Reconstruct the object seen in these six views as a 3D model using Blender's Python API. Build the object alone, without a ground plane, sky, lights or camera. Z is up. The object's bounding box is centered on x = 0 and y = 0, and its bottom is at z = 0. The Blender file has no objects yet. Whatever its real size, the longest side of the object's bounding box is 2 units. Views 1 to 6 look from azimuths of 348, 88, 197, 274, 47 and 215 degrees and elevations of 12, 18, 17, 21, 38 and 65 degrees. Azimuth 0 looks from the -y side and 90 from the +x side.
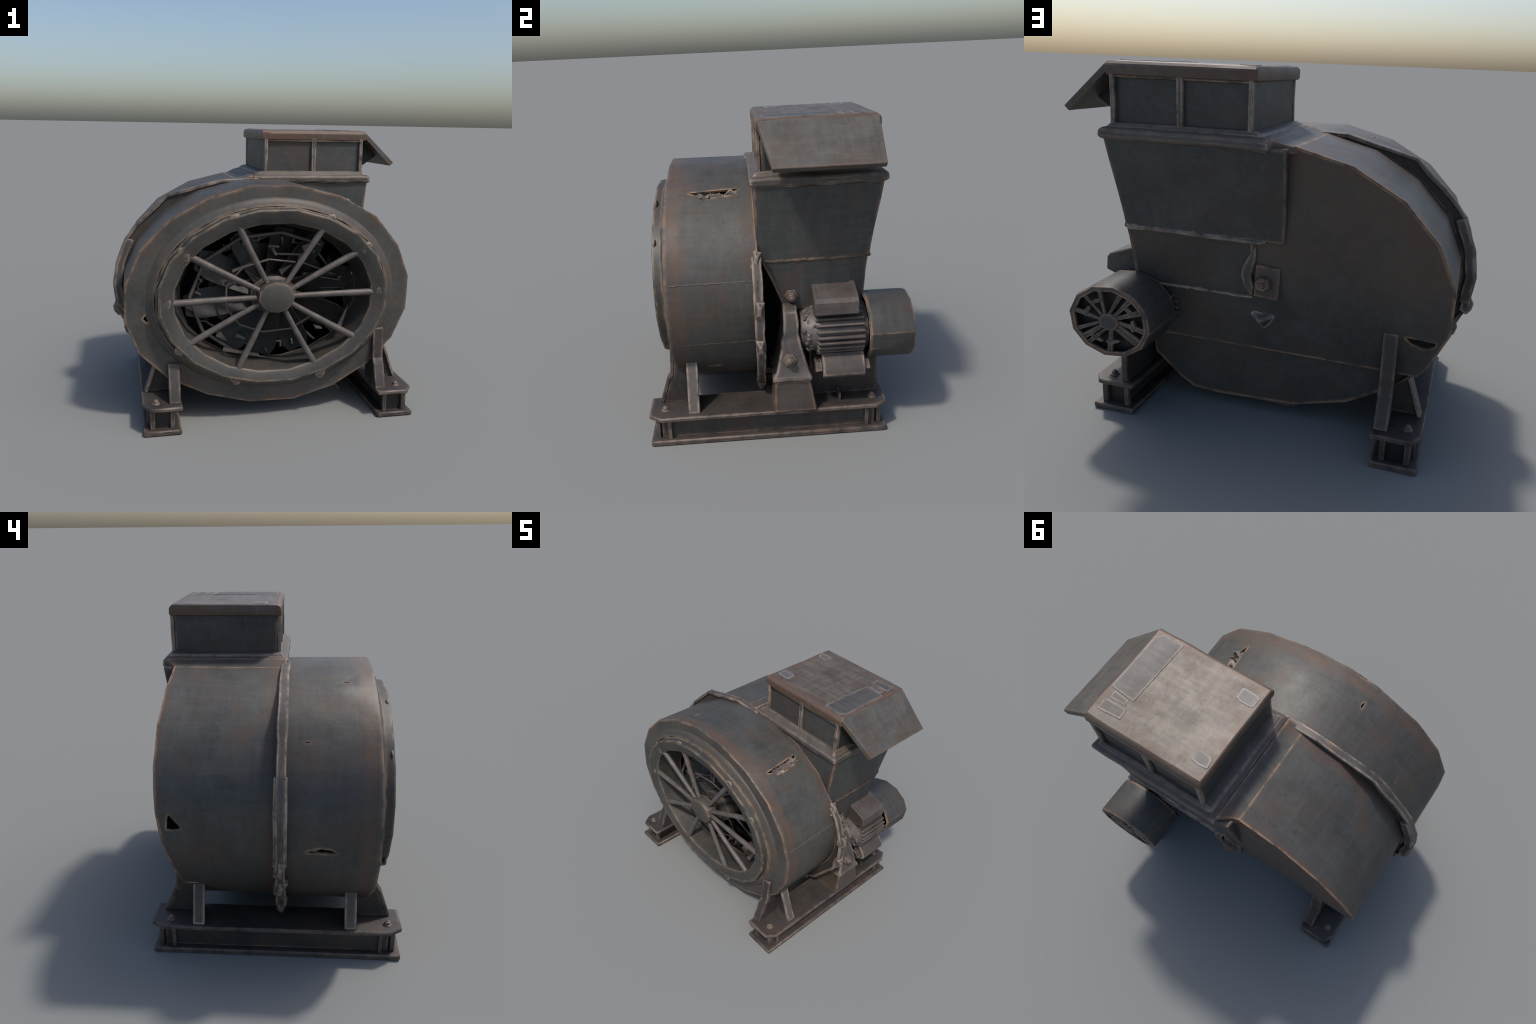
import bpy, bmesh, math, random
from mathutils import Vector, Matrix, noise

RND = random.Random(7)
TAU = 2 * math.pi

# ------------------------------------------------------------------ materials
def steel(name, base, alt, rust, streak=0.5, rust_amount=0.45, edge=0.6,
          rough=0.50, metallic=0.12, bump=0.25, edge_col=None, seed=0.0, bands=(), grain=(0.5, 0.5)):
    """Weathered painted steel: mottled coat, brushed cross streaks, rust
    blotches and worn rusty edges."""
    m = bpy.data.materials.new(name)
    m.use_nodes = True
    nt = m.node_tree
    N, Lk = nt.nodes, nt.links
    bsdf = N["Principled BSDF"]

    def node(t, **kw):
        n = N.new(t)
        for k, v in kw.items():
            setattr(n, k, v)
        return n

    tc = node("ShaderNodeTexCoord")

    def tex_noise(scale_vec, scale, detail, rough_=0.6):
        mp = node("ShaderNodeMapping")
        mp.inputs["Location"].default_value = (seed, seed * 1.7, -seed)
        mp.inputs["Scale"].default_value = scale_vec
        Lk.new(tc.outputs["Object"], mp.inputs["Vector"])
        nz = node("ShaderNodeTexNoise")
        nz.inputs["Scale"].default_value = scale
        nz.inputs["Detail"].default_value = detail
        nz.inputs["Roughness"].default_value = rough_
        Lk.new(mp.outputs["Vector"], nz.inputs["Vector"])
        return nz.outputs["Fac"]

    def ramp(src, lo, hi):
        r = node("ShaderNodeMapRange")
        r.inputs["From Min"].default_value = lo
        r.inputs["From Max"].default_value = hi
        Lk.new(src, r.inputs["Value"])
        return r.outputs["Result"]

    def math_(op, a, b):
        n = node("ShaderNodeMath", operation=op)
        for i, v in enumerate((a, b)):
            if isinstance(v, (int, float)):
                n.inputs[i].default_value = v
            else:
                Lk.new(v, n.inputs[i])
        n.use_clamp = True
        return n.outputs[0]

    def absdiff(a, b):
        n = node("ShaderNodeMath", operation="SUBTRACT")
        Lk.new(a, n.inputs[0])
        n.inputs[1].default_value = b
        m2 = node("ShaderNodeMath", operation="ABSOLUTE")
        Lk.new(n.outputs[0], m2.inputs[0])
        return m2.outputs[0]

    def mix(fac, a, b, blend="MIX"):
        n = node("ShaderNodeMix", data_type="RGBA", blend_type=blend)
        if isinstance(fac, (int, float)):
            n.inputs[0].default_value = fac
        else:
            Lk.new(fac, n.inputs[0])
        for idx, v in ((6, a), (7, b)):
            if isinstance(v, (tuple, list)):
                n.inputs[idx].default_value = (*v, 1)
            else:
                Lk.new(v, n.inputs[idx])
        return n.outputs[2]

    mott = tex_noise((1, 1, 1), 3.2, 6)
    fine = tex_noise((1, 1, 1), 38, 4)
    st1 = tex_noise((1, 0.09, 1), 30, 5, 0.7)
    st2 = tex_noise((0.12, 1, 0.12), 32, 5, 0.7)
    tint = tex_noise((1, 1, 1), 2.1, 3)
    blot = tex_noise((1, 1, 1), 5.5, 8, 0.7)

    col = mix(ramp(mott, 0.38, 0.62), base, alt)
    col = mix(math_("MULTIPLY", ramp(tint, 0.48, 0.62), 0.5), col, mix(0.4, base, rust))
    stk = math_("ADD", math_("MULTIPLY", st1, grain[0]), math_("MULTIPLY", st2, grain[1]))
    bright = math_("MULTIPLY", ramp(stk, 0.42, 0.62), streak)
    light = tuple(min(1, c * 1.9 + 0.012) for c in base)
    col = mix(bright, col, light)
    dark = tuple(c * 0.55 for c in base)
    col = mix(math_("MULTIPLY", ramp(fine, 0.55, 0.78), 0.55), col, dark)
    rmask = math_("MULTIPLY", ramp(blot, 0.50, 0.64), rust_amount)
    soot = ramp(tex_noise((1, 1, 0.45), 7.5, 7, 0.68), 0.50, 0.68)      # dark grime patches
    col = mix(math_("MULTIPLY", soot, 0.30), col, tuple(c * 0.5 for c in base))
    col = mix(rmask, col, rust)
    if bands:      # rust creeping in from the sheet borders, given as (axis, position, reach)
        sep = node("ShaderNodeSeparateXYZ")
        Lk.new(tc.outputs["Object"], sep.inputs[0])
        tot = 0.0
        for axis, y0, reach in bands:
            d = absdiff(sep.outputs[axis], y0)
            tot = math_("ADD", tot, ramp(d, reach, 0.0))
        bm_ = math_("MULTIPLY", tot, ramp(tex_noise((1, 1, 1), 6, 6, 0.65), 0.30, 0.58))
        col = mix(math_("MULTIPLY", bm_, 0.85), col, (0.115, 0.064, 0.040))
    if edge > 0:
        wb = node("ShaderNodeBevel", samples=6)
        wb.inputs["Radius"].default_value = 0.035
        wgeo = node("ShaderNodeNewGeometry")
        wdot = node("ShaderNodeVectorMath", operation="DOT_PRODUCT")
        Lk.new(wb.outputs["Normal"], wdot.inputs[0])
        Lk.new(wgeo.outputs["Normal"], wdot.inputs[1])
        we = math_("MULTIPLY", ramp(wdot.outputs["Value"], 0.998, 0.90), ramp(tex_noise((1, 1, 1), 7, 6, 0.7), 0.38, 0.62))
        col = mix(math_("MULTIPLY", we, 0.55 * edge), col, rust)
        bv = node("ShaderNodeBevel", samples=6)
        bv.inputs["Radius"].default_value = 0.026
        geo = node("ShaderNodeNewGeometry")
        dot = node("ShaderNodeVectorMath", operation="DOT_PRODUCT")
        Lk.new(bv.outputs["Normal"], dot.inputs[0])
        Lk.new(geo.outputs["Normal"], dot.inputs[1])
        e = ramp(dot.outputs["Value"], 0.99, 0.90)
        e = math_("MULTIPLY", e, ramp(tex_noise((1, 1, 1), 11, 6, 0.7), 0.38, 0.57))
        e = math_("MULTIPLY", e, edge)
        col = mix(e, col, edge_col or rust)
    Lk.new(col, bsdf.inputs["Base Color"])
    rg = node("ShaderNodeMapRange")
    rg.inputs["To Min"].default_value = rough - 0.09
    rg.inputs["To Max"].default_value = rough + 0.16
    Lk.new(blot, rg.inputs["Value"])
    Lk.new(rg.outputs["Result"], bsdf.inputs["Roughness"])
    bsdf.inputs["Metallic"].default_value = metallic
    bsdf.inputs["Specular IOR Level"].default_value = 0.5
    bp = node("ShaderNodeBump")
    bp.inputs["Strength"].default_value = bump
    bp.inputs["Distance"].default_value = 0.006
    wave = node("ShaderNodeMath", operation="MULTIPLY_ADD")     # wavy, hand-beaten sheet
    Lk.new(tex_noise((1, 1, 1), 4.5, 1), wave.inputs[0])
    wave.inputs[1].default_value = 5.0
    Lk.new(math_("ADD", math_("MULTIPLY", fine, 0.5), math_("MULTIPLY", blot, 0.5)), wave.inputs[2])
    Lk.new(wave.outputs[0], bp.inputs["Height"])
    Lk.new(bp.outputs["Normal"], bsdf.inputs["Normal"])
    return m

RUST = (0.095, 0.050, 0.030)
EDGE = (0.36, 0.22, 0.135)
M_CASE = steel("painted_casing_steel", (0.047, 0.046, 0.042), (0.073, 0.070, 0.062), (0.092, 0.056, 0.037),
               streak=0.42, rust_amount=0.55, edge=1.0, edge_col=EDGE, bands=(("Y", -.545, .055), ("Y", -.07, .08), ("Y", .545, .06)))
M_DUCT = steel("painted_duct_steel", (0.039, 0.041, 0.039), (0.060, 0.060, 0.055), (0.085, 0.051, 0.035),
               streak=0.5, rust_amount=0.45, edge=1.0, edge_col=EDGE, seed=11.3)
M_FRAME = steel("rusty_frame_steel", (0.027, 0.024, 0.023), (0.054, 0.046, 0.041), (0.082, 0.050, 0.035),
                streak=0.45, rust_amount=0.6, edge=0.85, edge_col=(0.27, 0.20, 0.155), seed=3.1)
M_HOOD = steel("weathered_hood_steel", (0.076, 0.062, 0.049), (0.118, 0.097, 0.078), (0.085, 0.052, 0.036),
               streak=0.9, rust_amount=0.6, edge=0.8, edge_col=(0.17, 0.095, 0.060), seed=5.3, grain=(0.35, 0.65), rough=0.46,
               bands=(("X", -.01, .10), ("X", .76, .07), ("Y", -.085, .10), ("Y", .60, .06)))
M_FLAP = steel("verdigris_flap_steel", (0.066, 0.058, 0.050), (0.094, 0.092, 0.082), (0.080, 0.052, 0.036),
               streak=0.6, rust_amount=0.6, edge=0.7, edge_col=(0.16, 0.10, 0.065), seed=8.7)
M_TRIM = steel("worn_trim_steel", (0.052, 0.045, 0.040), (0.115, 0.098, 0.084), (0.090, 0.056, 0.040),
               streak=0.45, rust_amount=0.45, edge=1.0, edge_col=(0.46, 0.36, 0.28), seed=2.2)
M_ROD = steel("bare_rod_steel", (0.088, 0.076, 0.068), (0.125, 0.110, 0.099), (0.085, 0.056, 0.044),
              streak=0.4, rust_amount=0.5, edge=0.0, seed=4.4)
M_MOTOR = steel("cast_motor_iron", (0.066, 0.057, 0.052), (0.118, 0.102, 0.093), (0.062, 0.040, 0.030),
                streak=0.6, rust_amount=0.5, edge=0.5, edge_col=(0.19, 0.14, 0.11), seed=6.6)
M_DARK = steel("shade_darkened_interior_steel", (0.014, 0.014, 0.014), (0.020, 0.019, 0.018), (0.03, 0.02, 0.015),  # base colour blackened to bake in the shade of enclosed spaces
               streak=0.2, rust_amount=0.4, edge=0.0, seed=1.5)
M_BLADE = steel("shade_darkened_blade_steel", (0.011, 0.011, 0.011), (0.018, 0.017, 0.016), (0.045, 0.030, 0.022),  # darkened so the blades carry the inlet's shadow in their colour
                streak=0.2, rust_amount=0.4, edge=0.0, seed=1.9)
M_INLET = steel("inlet_ring_steel", (0.039, 0.038, 0.035), (0.058, 0.055, 0.048), (0.090, 0.058, 0.040),
                streak=0.4, rust_amount=0.45, edge=1.0, edge_col=(0.30, 0.225, 0.145), seed=14.9)
M_COLLAR = steel("rusty_collar_steel", (0.050, 0.047, 0.042), (0.070, 0.060, 0.050), (0.092, 0.060, 0.040),
                streak=0.4, rust_amount=0.8, edge=0.9, edge_col=(0.20, 0.13, 0.085), seed=12.7)
M_PATCH = steel("bare_patch_steel", (0.115, 0.108, 0.102), (0.145, 0.137, 0.128), (0.10, 0.07, 0.05),
                streak=0.2, rust_amount=0.3, edge=1.0, edge_col=(0.32, 0.29, 0.27), seed=9.9)
M_LINING = steel("torn_lining_steel", (0.13, 0.10, 0.09), (0.22, 0.20, 0.16), (0.05, 0.035, 0.03),
                 streak=0.3, rust_amount=0.8, edge=0.0, seed=13.1)
M_SHEET = steel("overlap_sheet_steel", (0.060, 0.055, 0.051), (0.088, 0.080, 0.074), (0.080, 0.050, 0.036),
                streak=0.5, rust_amount=0.4, edge=1.0, edge_col=(0.28, 0.235, 0.20), seed=10.4, grain=(0.15, 0.85))
M_WELD = steel("rusty_weld", (0.085, 0.056, 0.040), (0.13, 0.09, 0.062), (0.055, 0.034, 0.024),
               streak=0.2, rust_amount=0.6, edge=0.0, seed=7.7)

# ------------------------------------------------------------------ builders
ROOT = bpy.data.objects.new("industrial_blower", None)
bpy.context.scene.collection.objects.link(ROOT)
ROOT["label"] = "old rusty industrial centrifugal blower with spoked inlet and motor"
ROOT["category"] = "industrial blower"
KIDS = {}

def finish(bm, name, mat, parent=None, bevel=0.0, smooth=35, seg=1, mats=None):
    bmesh.ops.recalc_face_normals(bm, faces=bm.faces)
    me = bpy.data.meshes.new(name)
    bm.to_mesh(me)
    bm.free()
    for m in (mats or [mat]):
        me.materials.append(m)
    return place(me, name, parent, bevel, smooth, seg)

def place(me, name, parent=None, bevel=0.0, smooth=35, seg=1, matrix=None):
    me.polygons.foreach_set("use_smooth", [True] * len(me.polygons))
    me.set_sharp_from_angle(angle=math.radians(smooth))
    ob = bpy.data.objects.new(name, me)
    bpy.context.scene.collection.objects.link(ob)
    ob.parent = parent or ROOT
    if matrix is not None:
        ob.matrix_basis = matrix
    if bevel > 0:
        b = ob.modifiers.new("Bevel", "BEVEL")
        b.width = bevel
        b.segments = seg
        b.limit_method = "ANGLE"
        b.angle_limit = math.radians(38)
        b.use_clamp_overlap = True
    return ob

def jitter(bm, amt, freq=9.0, seed=0.0, lock=None):
    for v in bm.verts:
        d = noise.noise_vector(v.co * freq + Vector((seed, seed, seed))) * amt
        if lock:
            for i in lock:
                d[i] = 0
        v.co += d

def subdivide_long(bm, length):
    """cut edges until none is longer than length (for dented, bumpy bars)"""
    for _ in range(6):
        es = [e for e in bm.edges if e.calc_length() > length]
        if not es:
            break
        bmesh.ops.subdivide_edges(bm, edges=es, cuts=1)

def add_box(bm, lo, hi):
    vs = [bm.verts.new((x, y, z)) for z in (lo[2], hi[2]) for y in (lo[1], hi[1]) for x in (lo[0], hi[0])]
    for f in ((0, 1, 3, 2), (4, 6, 7, 5), (0, 4, 5, 1), (1, 5, 7, 3), (3, 7, 6, 2), (2, 6, 4, 0)):
        bm.faces.new([vs[i] for i in f])
    return vs

def add_prism(bm, pts_a, pts_b):
    """closed solid between two matching outlines"""
    a = [bm.verts.new(p) for p in pts_a]
    b = [bm.verts.new(p) for p in pts_b]
    n = len(a)
    bm.faces.new(a)
    bm.faces.new(list(reversed(b)))
    for i in range(n):
        bm.faces.new((a[i], b[i], b[(i + 1) % n], a[(i + 1) % n]))
    return a + b

def add_loft(bm, rings, caps=True):
    R = [[bm.verts.new(p) for p in r] for r in rings]
    n = len(R[0])
    for r0, r1 in zip(R, R[1:]):
        for i in range(n):
            bm.faces.new((r0[i], r1[i], r1[(i + 1) % n], r0[(i + 1) % n]))
    if caps:
        bm.faces.new(R[0])
        bm.faces.new(list(reversed(R[-1])))
    return R

def rect(x0, x1, y0, y1, z):
    return [(x0, y0, z), (x1, y0, z), (x1, y1, z), (x0, y1, z)]

def box(name, lo, hi, mat, parent=None, bevel=0.006, jit=0.0, sub=0.12):
    bm = bmesh.new()
    add_box(bm, lo, hi)
    if jit:
        subdivide_long(bm, sub)
        jitter(bm, jit, 11, lo[0] * 3 + lo[1])
    return finish(bm, name, mat, parent, bevel)

def ellipse(a, b, cx, cz, y, n=20, off=9.0):
    return [(cx + a * math.cos(math.radians(off) + TAU * i / n), y,
             cz + b * math.sin(math.radians(off) + TAU * i / n)) for i in range(n)]

def ellipse_pt(a, b, cx, cz, t):
    return cx + a * math.cos(t), cz + b * math.sin(t)

def add_revolve(bm, profile, n=20, off=9.0, closed=True):
    """elliptical hoop: profile rows are (a, b, cx, cz, y)"""
    rings = [ellipse(*p, n=n, off=off) for p in profile]
    if closed:
        rings.append(rings[0])
    R = [[bm.verts.new(p) for p in r] for r in (rings[:-1] if closed else rings)]
    if closed:
        R.append(R[0])
    for r0, r1 in zip(R, R[1:]):
        for i in range(n):
            bm.faces.new((r0[i], r1[i], r1[(i + 1) % n], r0[(i + 1) % n]))

def add_tube(bm, p0, p1, r0, r1=None, n=8, cap=True):
    p0, p1 = Vector(p0), Vector(p1)
    r1 = r0 if r1 is None else r1
    q = (p1 - p0).to_track_quat("Z", "Y")
    rings = []
    for p, r in ((p0, r0), (p1, r1)):
        rings.append([tuple(p + q @ Vector((r * math.cos(TAU * i / n), r * math.sin(TAU * i / n), 0))) for i in range(n)])
    add_loft(bm, rings, cap)

def volume(me):
    bm = bmesh.new()
    bm.from_mesh(me)
    v = abs(bm.calc_volume())
    box_ = [f(c[i] for c in (w.co for w in bm.verts)) for i in range(3) for f in (min, max)]
    bm.free()
    return v, box_

def carve(ob, cutters):
    """cut torn holes through a sheet part, one at a time; a cut that fails is tried again slightly shifted"""
    for outline, axis, depth in cutters:
        v0, b0 = volume(ob.data)
        for attempt in range(5):
            bm = bmesh.new()
            ax = Vector(axis).normalized() * depth * (1 - .12 * attempt)
            sh = Vector((.0007, -.0011, .0009)) * attempt
            add_prism(bm, [Vector(p) + ax + sh for p in outline], [Vector(p) - ax + sh for p in outline])
            bmesh.ops.triangulate(bm, faces=bm.faces[:])
            bmesh.ops.recalc_face_normals(bm, faces=bm.faces)
            me = bpy.data.meshes.new("cut")
            bm.to_mesh(me)
            bm.free()
            c = bpy.data.objects.new("cut", me)
            bpy.context.scene.collection.objects.link(c)
            md = ob.modifiers.new("Tear", "BOOLEAN")
            md.object = c
            md.operation = "DIFFERENCE"
            md.solver = "EXACT"
            md.use_hole_tolerant = attempt % 2 == 1
            bpy.context.view_layer.update()
            dg = bpy.context.evaluated_depsgraph_get()
            new = bpy.data.meshes.new_from_object(ob.evaluated_get(dg))
            ob.modifiers.clear()
            bpy.data.objects.remove(c)
            v1, b1 = volume(new)
            if v0 * .9 < v1 < v0 - 1e-7 and max(abs(p - q) for p, q in zip(b0, b1)) < .004:
                new.name = ob.data.name
                ob.data = new
                break

# ------------------------------------------------------------------ casing
CX, CZ = -0.013, 0.789          # housing axis
A, B = 0.905, 0.694             # half width and half height of the oval housing

def hpt(t, a=A, b=B):
    return ellipse_pt(a, b, CX, CZ, math.radians(t))

def sag(t):
    """out-of-round correction of the front casing: flattened on the motor side, sagging at lower left"""
    t = t % 360
    keys = [(0, -.018), (20, -.014), (45, .006), (62, .006), (80, .002), (100, .004), (125, .001), (150, .003), (185, .014), (205, .022), (225, .010), (248, -.003), (275, .008), (310, -.010), (345, -.022), (360, -.018)]
    for (t0, d0), (t1, d1) in zip(keys, keys[1:]):
        if t <= t1:
            return d0 + (d1 - d0) * (t - t0) / (t1 - t0)
    return 0.0

bm = bmesh.new()
# the sheet flares slightly toward the inlet and the front rim bows outward at mid height
prof = [(A, B, CX, CZ, -0.095), (A + .006, B + .002, CX, CZ, -0.35), (A + .011, B + .003, CX, CZ, -0.588), (A + .006, B - .001, CX, CZ, -0.595),
        (0.80, 0.615, -.015, .797, -0.594), (0.735, 0.56, -.02, .803, -0.594), (0.735, 0.56, -.02, .803, -0.582),
        (A + .002, B - .010, CX, CZ, -0.582), (A - .008, B - .010, CX, CZ, -0.35), (A - .014, B - .012, CX, CZ, -0.095)]
add_revolve(bm, prof)
for v in bm.verts:
    if v.co.y < -.5:
        v.co.y -= 0.015 * max(0.0, 1 - ((v.co.z - .85) / .65) ** 2)
for v in bm.verts:
    ux, uz = (v.co.x - CX) / A, (v.co.z - CZ) / B
    r = math.hypot(ux, uz)
    d = sag(math.degrees(math.atan2(uz, ux))) * min(1.0, max(0.0, (r - .82) / .14))
    v.co.x += ux / r * d
    v.co.z += uz / r * d
jitter(bm, 0.002, 3.0, 2.0)
drum = finish(bm, "front_casing", M_CASE, smooth=30)

def skin(t, y, lift=0.0):
    """point on the faceted casing skin at polar parameter t"""
    k = math.floor((t - 9) / 18)
    t0 = 9 + 18 * k
    f = (t - t0) / 18
    if y < -.105:
        lift += .010 * (-y - .095) / .49 + sag(t)
    p, q = hpt(t0, A + lift, B + lift), hpt(t0 + 18, A + lift, B + lift)
    return Vector((p[0] + (q[0] - p[0]) * f, y, p[1] + (q[1] - p[1]) * f))

def normal_at(t):
    t = math.radians(t)
    return Vector((math.cos(t) / A, 0, math.sin(t) / B)).normalized()

def tear(t, y0, y1, drop, teeth, seed, skew=0.0):
    """jagged rip lying along the width of the sheet: straight upper lip, ragged lower lip"""
    r = random.Random(seed)
    up = [skin(t + skew * f, y0 + (y1 - y0) * f) for f in (0, 0.35, 0.7, 1)]
    lo = []
    for i in range(1, teeth):
        f = 1 - i / teeth
        d = drop * math.sin(math.pi * f) ** 0.7 * r.uniform(0.45, 1.0)
        lo.append(skin(t + skew * f + d, y0 + (y1 - y0) * f))
    return (up + lo, normal_at(t), 0.05)

carve(drum, [
    tear(57.6, -0.466, -0.173, -5.2, 11, 1, 1.5),
    tear(141.5, -0.575, -0.44, 0.5, 6, 3), tear(141.5, -0.43, -0.337, 0.35, 5, 12), tear(141.8, -0.25, -0.217, 0.7, 4, 4),
    tear(187, -0.40, -0.227, -2.0, 8, 5),
    tear(112, -0.47, -0.42, -0.8, 4, 6), tear(-35.5, -0.42, -0.32, -1.6, 5, 7),
])
# dark torn corner on the annular front face
carve(drum, [([(-.80, -.62, .715), (-.762, -.62, .73), (-.755, -.62, .70), (-.762, -.62, .672), (-.80, -.62, .668), (-.82, -.62, .69)],
              (0, 1, 0), 0.05)])

# crumpled metal behind the big tear
bm = bmesh.new()
rr = random.Random(4)
for i in range(22):
    f = i / 21
    c = skin(55.8 + rr.uniform(-2.2, 1.0), -0.405 + 0.185 * f, -0.024 + rr.uniform(-.007, .004))
    s = rr.uniform(0.020, 0.034)
    vs = add_box(bm, (-s, -s * 0.8, -s * 0.35), (s, s * 0.8, s * 0.35))
    rot = Matrix.Rotation(rr.uniform(0, 3), 3, Vector((rr.random(), rr.random(), rr.random())).normalized())
    for v in vs:
        v.co = rot @ v.co + c
crumple = finish(bm, "torn_lining", M_LINING, drum)
crumple["kind"] = "stuff"

# weld seams across the casing
def weld_strip(name, pts, nrm, width, height, seed, parent, mat=M_WELD):
    """lumpy bead along a line"""
    bm = bmesh.new()
    r = random.Random(seed)
    n = 40
    rows = []
    p0, p1 = Vector(pts[0]), Vector(pts[1])
    nrm = Vector(nrm).normalized()
    side = (p1 - p0).cross(nrm).normalized()
    for i in range(n + 1):
        f = i / n
        c = p0.lerp(p1, f) + side * r.uniform(-.25, .25) * width
        w = width * r.uniform(0.5, 1.1)
        h = height * r.uniform(0.5, 1.2)
        rows.append([c - side * w - nrm * .004, c - side * w * .5 + nrm * h, c + side * w * .5 + nrm * h, c + side * w - nrm * .004])
    add_loft(bm, rows)
    return finish(bm, name, mat, parent, 0, 60)

for k, t in enumerate((14.5, -16.5)):
    weld_strip("weld_seam", (skin(t, -.575), skin(t, -.125)), normal_at(t), 0.007 if k == 0 else .005, 0.005, 20 + k, drum,
               M_ROD if k == 0 else M_WELD)

# rear volute: curved sheet + back plate --------------------------------------
BELLY = [(-.43, .166), (-.15, .086), (.28, .070), (.425, .080), (.50, .130), (.645, .265)]
def back_y(z, x=0.0):
    out = .012 * min(1.0, max(0.0, (-x - .35) / .4)) if z > .415 else 0.0
    pts = [(0.08, 0.330), (0.20, 0.344), (0.414, 0.366), (0.416, 0.408), (0.433, 0.413), (0.62, 0.462), (0.80, 0.500), (1.00, 0.522), (1.46, 0.535), (1.6, 0.535)]
    for (z0, y0), (z1, y1) in zip(pts, pts[1:]):
        if z <= z1:
            return out + y0 + (y1 - y0) * max(0.0, (z - z0) / (z1 - z0))
    return out + pts[-1][1]

ARC = [99 + 18 * i for i in range(13)]       # 99 .. 315 degrees, facet corners
bm = bmesh.new()
rows = []
SECTION = [hpt(t) for t in ARC if t < 240] + BELLY
for x, z in SECTION:
    xi, zi = CX + (x - CX) * .984, CZ + (z - CZ) * .982
    yb = back_y(z, x)
    rows.append([(x, -0.105, z), (x, 0.22, z), (x, yb, z), (xi, yb, zi), (xi, -0.105, zi)])
add_loft(bm, rows)
jitter(bm, 0.003, 3.0, 5.0)
volute = finish(bm, "rear_casing", M_CASE, smooth=30)

def vt(t, y0, y1, d, n, seed):
    return tear(t, y0, y1, d, n, seed)

carve(volute, [
    vt(208.6, -0.005, 0.176, -0.6, 7, 8),
    ([skin(171.8, .455), skin(173.5, .462), skin(178.5, .468), skin(178.6, .44), skin(178.0, .395)], normal_at(175), .05),
])

# back plate: follows the oval on the outside, runs up to the outlet on the motor side
bm = bmesh.new()
outl = [hpt(t, A - .002, B - .002) for t in ARC if t < 212] + [(-.775, .417), (.56, .417), (.645, .43), (0.645, 0.56), (0.645, 0.722), (0.06, 0.728), (0.045, 0.80), (0.045, 1.025), (.05, 1.44)]
inner = [(x, z) for x, z in outl]
levels = [0.0, 0.62, 0.80, 1.00, 2.0]
# cut the outline by horizontal bands so that the plate can bend at each level
def clip(poly, lo, hi):
    for lim, keep in ((lo, lambda z: z >= lo), (hi, lambda z: z <= hi)):
        out = []
        for i, p in enumerate(poly):
            q = poly[(i + 1) % len(poly)]
            if keep(p[1]):
                out.append(p)
            if keep(p[1]) != keep(q[1]):
                f = (lim - p[1]) / (q[1] - p[1])
                out.append((p[0] + (q[0] - p[0]) * f, lim))
        poly = out
    return poly
for lo, hi in zip(levels, levels[1:]):
    pl = clip(outl, lo, hi)
    if len(pl) > 2:
        xs = [-2.0, -.75, -.35, 2.0]
        for xa, xb in zip(xs, xs[1:]):
            q = [(z, x) for x, z in clip([(z, x) for x, z in pl], xa, xb)]
            q = [(b, a) for a, b in q]
            if len(q) > 2:
                bm.faces.new([bm.verts.new((x, back_y(z, x), z)) for z, x in q])
bmesh.ops.remove_doubles(bm, verts=bm.verts, dist=0.0005)
bmesh.ops.recalc_face_normals(bm, faces=bm.faces)
ext = bmesh.ops.extrude_face_region(bm, geom=bm.faces[:] )
for e in ext["geom"]:
    if isinstance(e, bmesh.types.BMVert):
        e.co.y -= 0.014
back = finish(bm, "back_plate", M_CASE, volute, smooth=12)
bm = bmesh.new()     # belly wall stepped in under the plate, and the ledge between them
bel = [(-.775, .43), (-.60, .275)] + [(x, z + .006) for x, z in BELLY] + [(.66, .43)]
add_prism(bm, [(x, back_y(min(z, .41)), z) for x, z in bel], [(x, back_y(min(z, .41)) - .012, z) for x, z in bel])
finish(bm, "belly_wall", M_CASE, volute, 0)
bm = bmesh.new()
add_prism(bm, [(-.775, .424, .419), (-.60, .414, .416), (.645, .404, .416), (.645, .34, .416), (-.775, .34, .416)],
          [(-.772, .420, .430), (-.60, .410, .426), (.645, .400, .426), (.645, .34, .426), (-.772, .34, .430)])
finish(bm, "plate_ledge", M_CASE, back, .002)
carve(back, [([(-.705, .475, .634), (-.78, .475, .631), (-.845, .475, .626), (-.838, .475, .602), (-.815, .475, .592), (-.785, .475, .588), (-.765, .475, .598), (-.735, .475, .606), (-.72, .475, .622)],
              (0, 1, 0), 0.06)])
bm = bmesh.new()     # recessed lower panel of the outlet, behind the main plate
pan = [(.03, 1.04, .514), (.705, 1.04, .528), (.675, .88, .512), (.66, .715, .484), (.03, .715, .474)]
add_prism(bm, [(x, y, z) for x, z, y in pan], [(x, y - .012, z) for x, z, y in pan])
finish(bm, "recessed_panel", M_CASE, back, .002)
bm = bmesh.new()     # edge strips that close the step between plate and panel
add_prism(bm, [(.047, .524, 1.03), (.047, .50, .80), (.06, .486, .727), (.06, .44, .727), (.047, .44, 1.03)],
          [(.035, .522, 1.03), (.035, .498, .80), (.05, .484, .727), (.05, .44, .727), (.035, .44, 1.03)])
add_prism(bm, [(.05, .484, .735), (.645, .484, .729), (.645, .44, .729), (.05, .44, .735)], [(.05, .482, .722), (.645, .482, .716), (.645, .44, .716), (.05, .44, .722)])
finish(bm, "panel_step", M_FRAME, back, .003)
bm = bmesh.new()     # loose strap under the belly
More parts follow.
